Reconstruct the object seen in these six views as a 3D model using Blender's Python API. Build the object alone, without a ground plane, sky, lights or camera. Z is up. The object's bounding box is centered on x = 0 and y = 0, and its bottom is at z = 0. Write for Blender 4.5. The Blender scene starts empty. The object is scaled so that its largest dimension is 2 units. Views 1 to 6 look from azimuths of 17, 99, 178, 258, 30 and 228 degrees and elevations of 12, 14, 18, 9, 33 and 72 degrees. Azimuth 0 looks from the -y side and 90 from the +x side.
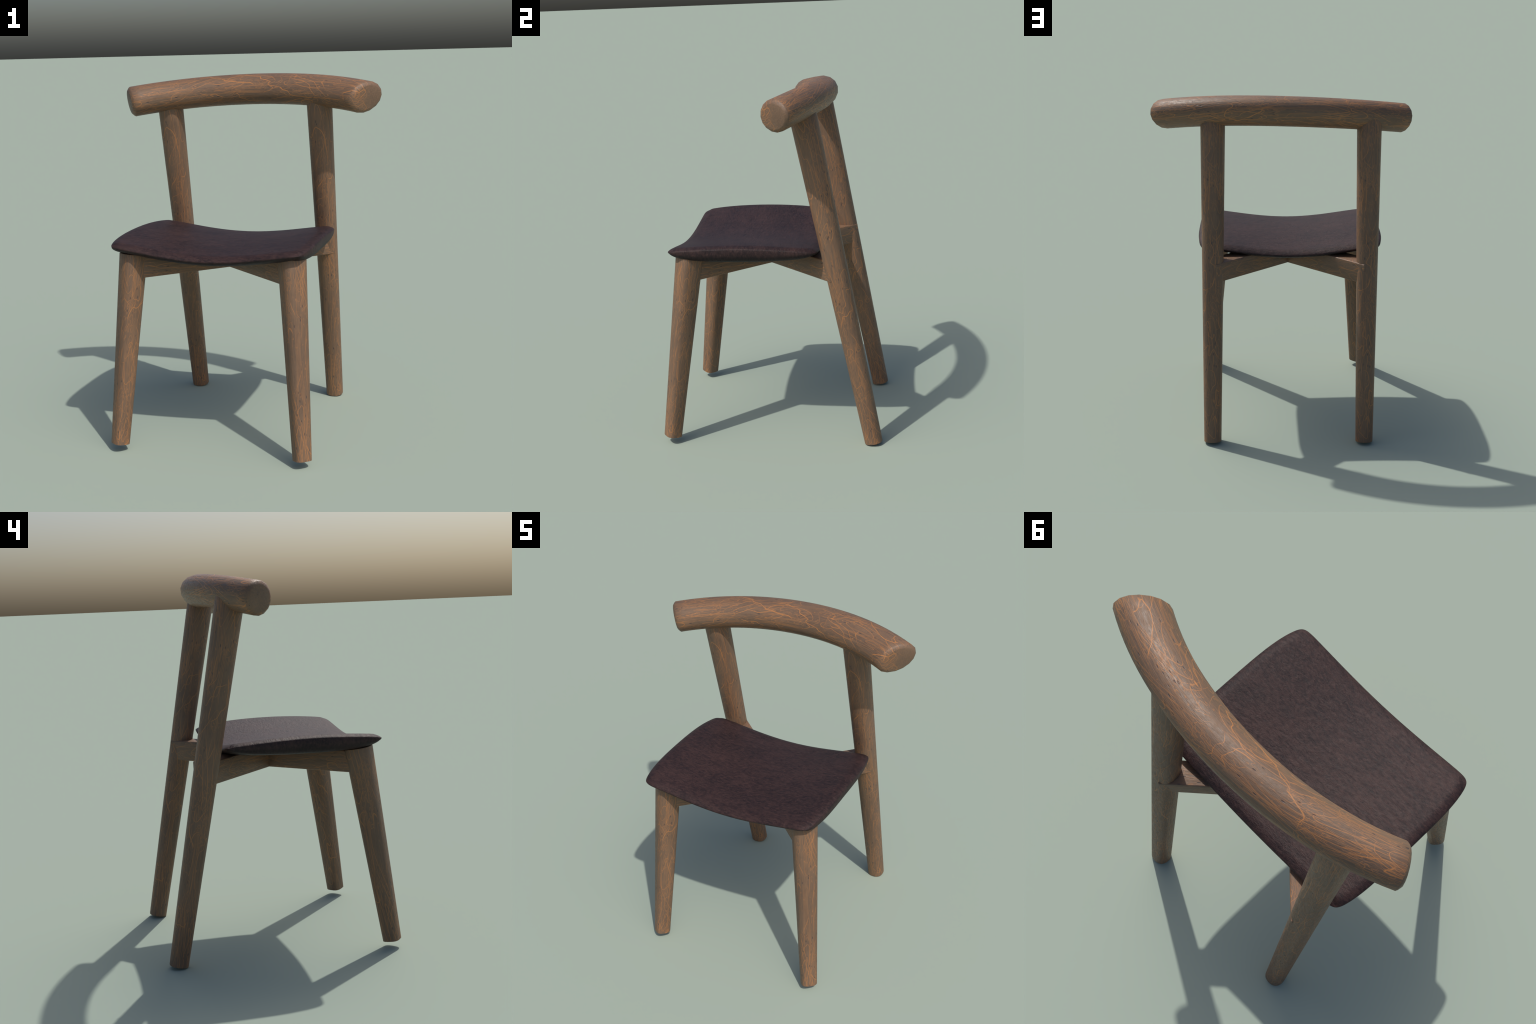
import bpy, bmesh, math
import numpy as np
from mathutils import Vector, Matrix

CENTRE_X = -0.0526          # mirror plane of the frame (the top rail overhangs more on +x)


# ------------------------------------------------------------------ helpers
def new_mesh_object(name, verts, faces, material, smooth_angle=None):
    me = bpy.data.meshes.new(name)
    me.from_pydata([tuple(v) for v in verts], [], faces)
    bm = bmesh.new()
    bm.from_mesh(me)
    bmesh.ops.recalc_face_normals(bm, faces=bm.faces)
    bm.to_mesh(me)
    bm.free()
    me.shade_smooth()
    if smooth_angle is not None:
        me.set_sharp_from_angle(angle=math.radians(smooth_angle))
    me.materials.append(material)
    ob = bpy.data.objects.new(name, me)
    bpy.context.collection.objects.link(ob)
    return ob


def loft(rings):
    """Closed skin through rings of equal length, flat caps at both ends."""
    n = len(rings[0])
    verts = [p for r in rings for p in r]
    faces = []
    for i in range(len(rings) - 1):
        for j in range(n):
            k = (j + 1) % n
            faces.append((i * n + j, i * n + k, (i + 1) * n + k, (i + 1) * n + j))
    faces.append(tuple(range(n - 1, -1, -1)))
    faces.append(tuple(range((len(rings) - 1) * n, len(rings) * n)))
    return verts, faces


# ------------------------------------------------------------------ node helpers
class Nodes:
    def __init__(self, name):
        self.mat = bpy.data.materials.new(name)
        self.mat.use_nodes = True
        self.t = self.mat.node_tree
        self.bsdf = self.t.nodes["Principled BSDF"]

    def put(self, sock, v):
        if isinstance(v, bpy.types.NodeSocket):
            self.t.links.new(v, sock)
        else:
            sock.default_value = v

    def math(self, op, a, b=0.0, c=0.0, clamp=False):
        n = self.t.nodes.new("ShaderNodeMath")
        n.operation = op
        n.use_clamp = clamp
        for s, v in zip(n.inputs, (a, b, c)):
            self.put(s, v)
        return n.outputs[0]

    def combine(self, x, y, z):
        n = self.t.nodes.new("ShaderNodeCombineXYZ")
        for s, v in zip(n.inputs, (x, y, z)):
            self.put(s, v)
        return n.outputs[0]

    def mapping(self, vec, scale=(1, 1, 1), loc=(0, 0, 0), rot=(0, 0, 0)):
        n = self.t.nodes.new("ShaderNodeMapping")
        self.put(n.inputs["Vector"], vec)
        n.inputs["Location"].default_value = loc
        n.inputs["Rotation"].default_value = rot
        n.inputs["Scale"].default_value = scale
        return n.outputs[0]

    def noise(self, vec, scale=1.0, detail=2.0, rough=0.5, distort=0.0):
        n = self.t.nodes.new("ShaderNodeTexNoise")
        self.put(n.inputs["Vector"], vec)
        n.inputs["Scale"].default_value = scale
        n.inputs["Detail"].default_value = detail
        n.inputs["Roughness"].default_value = rough
        n.inputs["Distortion"].default_value = distort
        return n.outputs["Fac"]

    def voronoi(self, vec, scale=1.0, feature="F1", out="Distance"):
        n = self.t.nodes.new("ShaderNodeTexVoronoi")
        n.feature = feature
        self.put(n.inputs["Vector"], vec)
        n.inputs["Scale"].default_value = scale
        return n.outputs[out], n

    def remap(self, v, a, b, c=0.0, d=1.0):
        n = self.t.nodes.new("ShaderNodeMapRange")
        n.interpolation_type = "SMOOTHSTEP"
        for s, x in zip(n.inputs[:5], (v, a, b, c, d)):
            self.put(s, x)
        return n.outputs[0]

    def mix(self, fac, a, b, blend="MIX"):
        n = self.t.nodes.new("ShaderNodeMix")
        n.data_type = "RGBA"
        n.blend_type = blend
        self.put(n.inputs["Factor"], fac)
        for s, v in ((n.inputs[6], a), (n.inputs[7], b)):
            self.put(s, v if isinstance(v, bpy.types.NodeSocket) else (*v, 1.0))
        return n.outputs[2]

    def bump(self, height, strength, dist, normal=None):
        n = self.t.nodes.new("ShaderNodeBump")
        n.inputs["Strength"].default_value = strength
        n.inputs["Distance"].default_value = dist
        self.put(n.inputs["Height"], height)
        if normal is not None:
            self.put(n.inputs["Normal"], normal)
        return n.outputs[0]


def wood(name, bend=None, seed=0.0, vein_amount=0.6):
    """Stained oak: local z runs along the grain (x for the bent rail).
    Brown base with long fibres, thin orange hair-lines and loops, dark pores."""
    N = Nodes(name)
    tc = N.t.nodes.new("ShaderNodeTexCoord")
    sep = N.t.nodes.new("ShaderNodeSeparateXYZ")
    N.put(sep.inputs[0], tc.outputs["Object"])
    x, y, z = sep.outputs
    if bend:
        along = x
        x2 = N.math("MULTIPLY", x, x)
        y = N.math("MULTIPLY_ADD", x2, bend[0], y)
        z = N.math("MULTIPLY_ADD", x2, bend[1], z)
        vec = N.combine(y, z, along)
    else:
        vec = N.combine(x, y, z)
    vec = N.mapping(vec, loc=(seed, seed * 1.7, seed * 2.3))

    # object-space normal turned into the same grain frame
    nsep = N.t.nodes.new("ShaderNodeSeparateXYZ")
    N.put(nsep.inputs[0], tc.outputs["Normal"])
    nx, ny, nz = nsep.outputs
    nrm = N.combine(ny, nz, nx) if bend else N.combine(nx, ny, nz)
    n_along = nx if bend else nz
    end_grain = N.remap(N.math("ABSOLUTE", n_along), 0.62, 0.82)

    def vmath(op, a, b, out=0):
        n = N.t.nodes.new("ShaderNodeVectorMath")
        n.operation = op
        N.put(n.inputs[0], a)
        if op == "SCALE":
            N.put(n.inputs["Scale"], b)
        elif b is not None:
            N.put(n.inputs[1], b)
        return n.outputs[out]

    def line(scale, width, detail=0.0, distort=0.0, rot=(0, 0, 0), off=0.0, levels=(0.5,)):
        """Thin line of constant width (metres) where a stretched noise crosses a level:
        |n - level| divided by the noise's gradient along the surface."""
        def at(dx, dy, dz):
            p = N.mapping(vec, loc=(dx, dy, dz)) if dx or dy or dz else vec
            if any(rot):
                p = N.mapping(p, rot=rot)
            v = N.mapping(p, scale=scale, loc=(off, off * 0.7, off * 1.3))
            return N.noise(v, 1.0, detail, 0.5, distort)
        e = 0.0015
        n0 = at(0, 0, 0)
        g = N.combine(*[N.math("DIVIDE", N.math("SUBTRACT", at(*d), n0), e)
                        for d in ((e, 0, 0), (0, e, 0), (0, 0, e))])
        gn = vmath("DOT_PRODUCT", g, nrm, 1)
        gt = vmath("SUBTRACT", g, vmath("SCALE", nrm, gn))
        glen = N.math("MAXIMUM", vmath("LENGTH", gt, None, 1), 0.25)
        best = None
        for lv in levels:
            d = N.math("DIVIDE", N.math("ABSOLUTE", N.math("SUBTRACT", n0, lv)), glen)
            best = d if best is None else N.math("MINIMUM", best, d)
        return N.remap(best, width * 0.2, width, 1.0, 0.0)

    def patches(scale, loc, lo, hi, a, b):
        return N.remap(N.noise(N.mapping(vec, scale=scale, loc=loc), 1.0, 1.0), lo, hi, a, b)

    # base tone: broad clouds plus fibres
    cloud = N.noise(N.mapping(vec, scale=(7, 7, 2.2)), 1.0, 3.0, 0.6)
    fibre = N.noise(N.mapping(vec, scale=(110, 110, 5.5)), 1.0, 3.0, 0.65)
    fine = N.noise(N.mapping(vec, scale=(300, 300, 20)), 1.0, 2.0, 0.6)
    col = N.mix(N.remap(cloud, 0.34, 0.66), WOOD_DARK, WOOD_LIGHT)
    col = N.mix(N.remap(fibre, 0.40, 0.72, 0.0, 0.6), col, WOOD_FIBRE)
    col = N.mix(N.remap(fine, 0.45, 0.72, 0.0, 0.28), col, WOOD_DEEP)

    mottle = N.noise(N.mapping(vec, scale=(85, 85, 34)), 1.0, 4.0, 0.7)
    col = N.mix(N.remap(mottle, 0.50, 0.74, 0.0, 0.42), col, WOOD_FIBRE)
    col = N.mix(N.remap(mottle, 0.48, 0.28, 0.0, 0.28), col, WOOD_DEEP)

    # orange lines: fine hairs, crossing strands, a few bold loops, short flecks
    hair = N.math("MULTIPLY", line((30, 30, 1.7), 0.0015, 1.0, levels=(0.38, 0.46, 0.53, 0.60)),
                  patches((9, 9, 3.2), (4, 1, 9), 0.38, 0.64, 0.10, 0.58))
    web = N.math("MULTIPLY", line((42, 42, 9.0), 0.0014, 1.5, rot=(0.2, -0.2, 0), off=31.0, levels=(0.42, 0.55)),
                 patches((12, 12, 6), (9, 4, 6), 0.42, 0.62, 0.0, 0.70))
    strand_a = N.math("MULTIPLY", line((9, 9, 1.0), 0.0020, 0.6, rot=(0.13, 0.16, 0), off=3.1, levels=(0.40, 0.49, 0.58)),
                      patches((11, 11, 5), (1, 5, 2), 0.38, 0.62, 0.08, 0.85))
    strand_b = N.math("MULTIPLY", line((9, 9, 1.0), 0.0020, 0.6, rot=(-0.17, -0.13, 0), off=7.7, levels=(0.43, 0.52, 0.61)),
                      patches((11, 11, 5), (8, 2, 6), 0.38, 0.62, 0.06, 0.85))
    loop = N.math("MULTIPLY", line((7, 7, 2.4), 0.0034, 1.6, 0.3, off=12.3, levels=(0.5,)),
                  patches((7, 7, 6), (3, 8, 4), 0.48, 0.58, 0.0, 1.0))
    curl = N.math("MULTIPLY", line((13, 13, 5.0), 0.0024, 1.0, 0.3, off=21.9, levels=(0.45,)),
                  patches((8, 8, 6), (7, 3, 1), 0.46, 0.60, 0.0, 0.9))
    flecks = N.remap(N.noise(N.mapping(vec, scale=(105, 105, 34), loc=(2, 2, 2)), 1.0, 1.5), 0.64, 0.80, 0.0, 0.75)
    veins = hair
    for layer in (web, strand_a, strand_b, loop, curl, flecks):
        veins = N.math("MAXIMUM", veins, layer)
    veins = N.math("MULTIPLY", veins, N.remap(end_grain, 0.0, 1.0, 1.0, 0.12))
    col = N.mix(N.math("MULTIPLY", veins, vein_amount), col, WOOD_ORANGE)

    # dark pores: small, elongated, in loose clusters
    vd, vn = N.voronoi(N.mapping(vec, scale=(84, 84, 27), rot=(0.5, 0.4, 0.3), loc=(5, 5, 5)), 1.0)
    sepc = N.t.nodes.new("ShaderNodeSeparateColor")
    N.put(sepc.inputs[0], vn.outputs["Color"])
    pore = N.math("MULTIPLY", N.remap(vd, 0.12, 0.30, 1.0, 0.0),
                  N.math("MULTIPLY", N.math("GREATER_THAN", sepc.outputs[0], 0.74), patches((8, 8, 4), (6, 6, 3), 0.42, 0.58, 0.15, 1.0)))
    col = N.mix(N.math("MULTIPLY", pore, 0.72), col, WOOD_PORE)

    N.put(N.bsdf.inputs["Base Color"], col)
    rough = N.remap(mottle, 0.3, 0.7, 0.42, 0.62)
    N.put(N.bsdf.inputs["Roughness"], rough)
    N.bsdf.inputs["Specular IOR Level"].default_value = 0.45
    h = N.math("ADD", N.math("MULTIPLY", fibre, 0.5), N.math("ADD", N.math("MULTIPLY", fine, 0.4), N.math("MULTIPLY", mottle, 0.7)))
    h = N.math("SUBTRACT", h, N.math("MULTIPLY", pore, 0.8))
    N.put(N.bsdf.inputs["Normal"], N.bump(h, 0.45, 0.004))
    return N.mat


WOOD_LIGHT = (0.172, 0.109, 0.071)
WOOD_DARK = (0.136, 0.086, 0.057)
WOOD_FIBRE = (0.205, 0.120, 0.070)
WOOD_DEEP = (0.080, 0.052, 0.038)
WOOD_ORANGE = (0.50, 0.205, 0.062)
WOOD_PORE = (0.035, 0.032, 0.040)


def leather():
    """Dark aubergine suede: mottled tone, short nap, slight wrinkles."""
    N = Nodes("suede")
    tc = N.t.nodes.new("ShaderNodeTexCoord")
    v = tc.outputs["Object"]
    broad = N.noise(N.mapping(v, scale=(5, 7, 5)), 1.0, 4.0, 0.65, 0.5)
    nap = N.noise(N.mapping(v, scale=(42, 100, 60)), 1.0, 4.0, 0.72)
    grain = N.noise(v, 420.0, 1.0)
    col = N.mix(N.remap(broad, 0.35, 0.68), (0.0205, 0.0126, 0.0142), (0.040, 0.0220, 0.0216))
    col = N.mix(N.remap(nap, 0.42, 0.70, 0.0, 0.6), col, (0.066, 0.036, 0.033))
    col = N.mix(N.remap(nap, 0.5, 0.30, 0.0, 0.7), col, (0.012, 0.009, 0.012))
    col = N.mix(N.remap(grain, 0.45, 0.75, 0.0, 0.22), col, (0.060, 0.036, 0.034))
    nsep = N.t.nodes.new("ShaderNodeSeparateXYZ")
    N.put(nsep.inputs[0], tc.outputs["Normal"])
    col = N.mix(N.remap(nsep.outputs[2], -0.05, -0.5, 0.0, 0.6), col, (0.008, 0.006, 0.008))   # shade painted into the colour of faces that turn downward
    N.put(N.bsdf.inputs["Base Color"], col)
    N.bsdf.inputs["Roughness"].default_value = 0.52
    N.bsdf.inputs["Specular IOR Level"].default_value = 0.20
    wr = N.noise(N.mapping(v, scale=(22, 52, 30)), 1.0, 5.0, 0.75, 0.4)
    fold = N.noise(N.mapping(v, scale=(12, 25, 16)), 1.0, 4.0, 0.65, 0.8)
    h = N.math("ADD", N.math("MULTIPLY", wr, 0.8), N.math("MULTIPLY", nap, 0.40))
    h = N.math("ADD", h, N.math("MULTIPLY", fold, 0.7))
    h = N.math("ADD", h, N.math("MULTIPLY", grain, 0.05))
    N.put(N.bsdf.inputs["Normal"], N.bump(h, 0.60, 0.007))
    return N.mat


# ------------------------------------------------------------------ legs
def leg_mesh_object(name, length, r_bottom, r_top, power, bevel_bottom, bevel_top, material, segs=32):
    """Straight tapered leg along local +z, rounded-square (superellipse) section."""
    def ring(zz, grow=0.0):
        t = zz / length
        a = r_bottom[0] + (r_top[0] - r_bottom[0]) * t + grow
        b = r_bottom[1] + (r_top[1] - r_bottom[1]) * t + grow
        out = []
        for i in range(segs):
            th = 2 * math.pi * (i + 0.5) / segs
            c, s = math.cos(th), math.sin(th)
            k = (abs(c) ** power + abs(s) ** power) ** (-1 / power)
            out.append(Vector((a * c * k, b * s * k, zz)))
        return out
    rings = []
    for k in range(4):
        q = k / 3 * math.pi / 2
        rings.append(ring(bevel_bottom * (1 - math.sin(q)), -bevel_bottom * (1 - math.cos(math.pi / 2 - q))))
    for k in range(1, 12):
        rings.append(ring(bevel_bottom + (length - bevel_bottom - bevel_top) * k / 12))
    for k in range(4):
        q = k / 3 * math.pi / 2
        rings.append(ring(length - bevel_top * (1 - math.sin(q)), -bevel_top * (1 - math.cos(q))))
    v, f = loft(rings)
    return new_mesh_object(name, v, f, material, 50)


def stand(ob, foot, head, turn):
    """Put local z of ob on the line foot->head; turn = heading of the section's x axis."""
    z = (head - foot).normalized()
    x = Vector((math.cos(turn), math.sin(turn), 0))
    x = (x - x.dot(z) * z).normalized()
    y = z.cross(x)
    ob.matrix_world = Matrix((
        (x.x, y.x, z.x, foot.x), (x.y, y.y, z.y, foot.y), (x.z, y.z, z.z, foot.z), (0, 0, 0, 1)))


def side(s, x, y, z):
    return Vector((CENTRE_X + s * x, y, z))


def front_axis(s, z):
    t = (z - 0.02) / 0.83
    return side(s, 0.5132 - 0.0580 * t, -0.5720 + 0.1107 * t, z)


def back_axis(s, z):
    t = z / 1.8
    return side(s, 0.4467 - 0.0009 * t, 0.5689 - 0.3426 * t, z)


# ------------------------------------------------------------------ top rail
def rail_spine(t):
    return Vector((t,
                   0.2706 - 0.0111 * t - 0.2977 * t ** 2 - 0.0025 * t ** 3 - 0.0802 * t ** 4,
                   1.9125 + 0.0156 * t - 0.0963 * t ** 2 - 0.0216 * t ** 3 - 0.0346 * t ** 4))


def rail_ring(t, shrink=0.0, push=0.0, segs=16):
    # the saw cut at each end is oblique: the outer (rear) side is longer than the inner one
    T = (rail_spine(t + 1e-3) - rail_spine(t - 1e-3)).normalized()
    ph = -0.4218 + 0.1477 * t
    up = Vector((0, math.sin(ph), math.cos(ph)))
    e1 = up.cross(T).normalized()
    e2 = T.cross(e1)
    a = 0.0970 + 0.0134 * t + 0.0103 * t * t - shrink
    b = 0.0842 - shrink
    c = rail_spine(t) + T * push
    out_dir = Vector((-T.y, T.x, 0)).normalized()
    if t > 0:
        slant = 0.26 * max(0, (t - (RAIL_T[1] - 0.12)) / 0.12)
    else:
        slant = -0.10 * max(0, ((RAIL_T[0] + 0.12) - t) / 0.12)
    ring = []
    for i in range(segs):
        th = 2 * math.pi * (i + .5) / segs
        off = e1 * a * math.cos(th) + e2 * b * math.sin(th)
        ring.append(c + off + T * (slant * off.dot(out_dir)))
    return ring


RAIL_T = (-0.692, 0.669)


def build_rail(material):
    t0, t1 = RAIL_T
    rings = [rail_ring(t0, 0.022, -0.018), rail_ring(t0, 0.016, -0.016), rail_ring(t0, 0.006, -0.008)]
    n = 36
    rings += [rail_ring(t0 + (t1 - t0) * i / n) for i in range(n + 1)]
    rings += [rail_ring(t1, 0.006, 0.008), rail_ring(t1, 0.016, 0.016), rail_ring(t1, 0.022, 0.018)]
    v, f = loft(rings)
    return new_mesh_object("top_rail", v, f, material)


# ------------------------------------------------------------------ stretchers
def build_stretcher(material, s, height_trim):
    """Square bar, local z from front leg to back leg, chamfered long edges."""
    a = front_axis(s, 1.0)
    b = back_axis(-s, 1.0)
    a.z = b.z = 0
    d = (b - a)
    L = d.length
    d.normalize()
    start, end = 0.0, L + 0.024
    hw, z0, z1 = 0.0590, 0.945 + height_trim, 1.061 - height_trim
    ch = 0.006
    hh = (z1 - z0) / 2
    sect = []
    for sx, sy in ((1, 1), (-1, 1), (-1, -1), (1, -1)):
        cx, cy = sx * (hw - ch), sy * (hh - ch)
        base = {(1, 1): 0, (-1, 1): 90, (-1, -1): 180, (1, -1): 270}[(sx, sy)]
        for k in range(4):
            q = math.radians(base + 30 * k)
            sect.append((cx + ch * math.cos(q), cy + ch * math.sin(q)))
    rings = []
    for zz, sh in ((start, 0.0), (end - 0.004, 0.0), (end, 0.004)):
        rings.append([Vector((x * (1 - sh / hw), y * (1 - sh / hh), zz)) for x, y in sect])
    v, f = loft(rings)
    ob = new_mesh_object("stretcher", v, f, material, 35)
    zax = d
    yax = Vector((0, 0, 1))
    xax = yax.cross(zax)
    o = Vector((a.x, a.y, (z0 + z1) / 2))
    ob.matrix_world = Matrix(((xax.x, yax.x, zax.x, o.x), (xax.y, yax.y, zax.y, o.y), (xax.z, yax.z, zax.z, o.z), (0, 0, 0, 1)))
    return ob


# ------------------------------------------------------------------ seat cushion
SEAT = dict(X0=.5512, X1=-.0002, X2=.0030, X4=-.0399, yf0=-.5421, yf2=-.0019, yb0=.2824, yb2=-.0025, n=28.0,
            z0=1.0888, a=.0859, a4=-.0319, ty=-.0004, by=-.0263, c=-.0004,
            top=.0202, top_side=(.045, 1.45), top_end=(.045, 1.55),
            under=.0729, under_side=(.0600, 2.9), under_end=(.37, 1.82),
            xo=-.0070, yaw=-.0019, roll=-.0123, byb=-.0778)


def build_seat(material, K=81):
    q = SEAT
    g = np.linspace(-1, 1, K)
    g = np.sign(g) * (1 - (1 - np.abs(g)) ** 1.5)
    U, V = np.meshgrid(g, g)
    r = np.maximum(np.abs(U), np.abs(V)) + 1e-9
    f = (np.abs(U / r) ** q["n"] + np.abs(V / r) ** q["n"] + 1e-12) ** (-1 / q["n"])
    f = 1 + (np.minimum(f, 1) - 1) * r ** 2
    u, v = U * f, V * f
    x = u * (q["X0"] + q["X1"] * v + q["X2"] * v ** 2 + q["X4"] * v ** 4)
    yf = q["yf0"] + q["yf2"] * u * u
    yb = q["yb0"] + q["yb2"] * u * u
    y = (yf + yb) / 2 + v * (yb - yf) / 2
    z = q["z0"] + q["a"] * u ** 2 + q["a4"] * u ** 4 + q["ty"] * v + q["by"] * v * v + q["c"] * u * u * v
    du, dv = (1 - np.abs(U)) * 0.55, (1 - np.abs(V)) * 0.40     # distance in from side / front-back edge

    def pillow(d, wp):
        return np.maximum(1 - np.clip(1 - d / wp[0], 0, 1) ** wp[1], 0) ** (1 / wp[1])
    top = z + q["top"] * pillow(du, q["top_side"]) * pillow(dv, q["top_end"])
    bot = z - q["under"] * pillow(du, q["under_side"]) * pillow(dv, q["under_end"]) * (1 + q["byb"] * v)
    verts, faces = [], []

    def add(zz, i, j):
        X, Y, Z = x[i, j], y[i, j], zz[i, j]
        verts.append((X - Y * q["yaw"] + CENTRE_X + q["xo"], Y + X * q["yaw"], Z + q["roll"] * X))
        return len(verts) - 1
    ti = [[add(top, i, j) for j in range(K)] for i in range(K)]
    bi = [[ti[i][j] if i in (0, K - 1) or j in (0, K - 1) else add(bot, i, j) for j in range(K)] for i in range(K)]
    for i in range(K - 1):
        for j in range(K - 1):
            faces.append((ti[i][j], ti[i][j + 1], ti[i + 1][j + 1], ti[i + 1][j]))
            faces.append((bi[i][j], bi[i + 1][j], bi[i + 1][j + 1], bi[i][j + 1]))
    return new_mesh_object("seat_cushion", verts, faces, material)


# ------------------------------------------------------------------ assemble
leg_wood = wood("oak_leg", vein_amount=0.62)
bar_wood = wood("oak_bar", seed=2.7, vein_amount=0.55)
rail_wood = wood("oak_rail", bend=(0.33, 0.11), seed=5.2, vein_amount=0.78)
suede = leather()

chair = bpy.data.objects.new("wooden_chair", None)
bpy.context.collection.objects.link(chair)
chair["label"] = "brown oak dining chair with dark suede seat and curved rail"
chair["category"] = "chair"

parts = []
# front legs
foot, head = front_axis(1, 0.039), front_axis(1, 1.073)
fl = leg_mesh_object("front_leg", (head - foot).length, (0.0467, 0.0452), (0.0692, 0.0685), 3.0, 0.006, 0.003, leg_wood)
stand(fl, foot, head, math.radians(40))
fl2 = fl.copy()
bpy.context.collection.objects.link(fl2)
stand(fl2, front_axis(-1, 0.039), front_axis(-1, 1.073), math.radians(-40))
parts += [fl, fl2]
# back legs
foot, head = back_axis(1, 0.0095), back_axis(1, 1.868)
bl = leg_mesh_object("back_leg", (head - foot).length, (0.0506, 0.0495), (0.0706, 0.0732), 2.3, 0.010, 0.004, leg_wood)
stand(bl, foot, head, 0.0)
bl2 = bl.copy()
bpy.context.collection.objects.link(bl2)
stand(bl2, back_axis(-1, 0.0095), back_axis(-1, 1.868), 0.0)
parts += [bl, bl2]
parts.append(build_rail(rail_wood))
parts.append(build_stretcher(bar_wood, 1, 0.0))
parts.append(build_stretcher(bar_wood, -1, 0.0012))
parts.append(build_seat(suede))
bpy.context.view_layer.update()
for p in parts:
    p.parent = chair
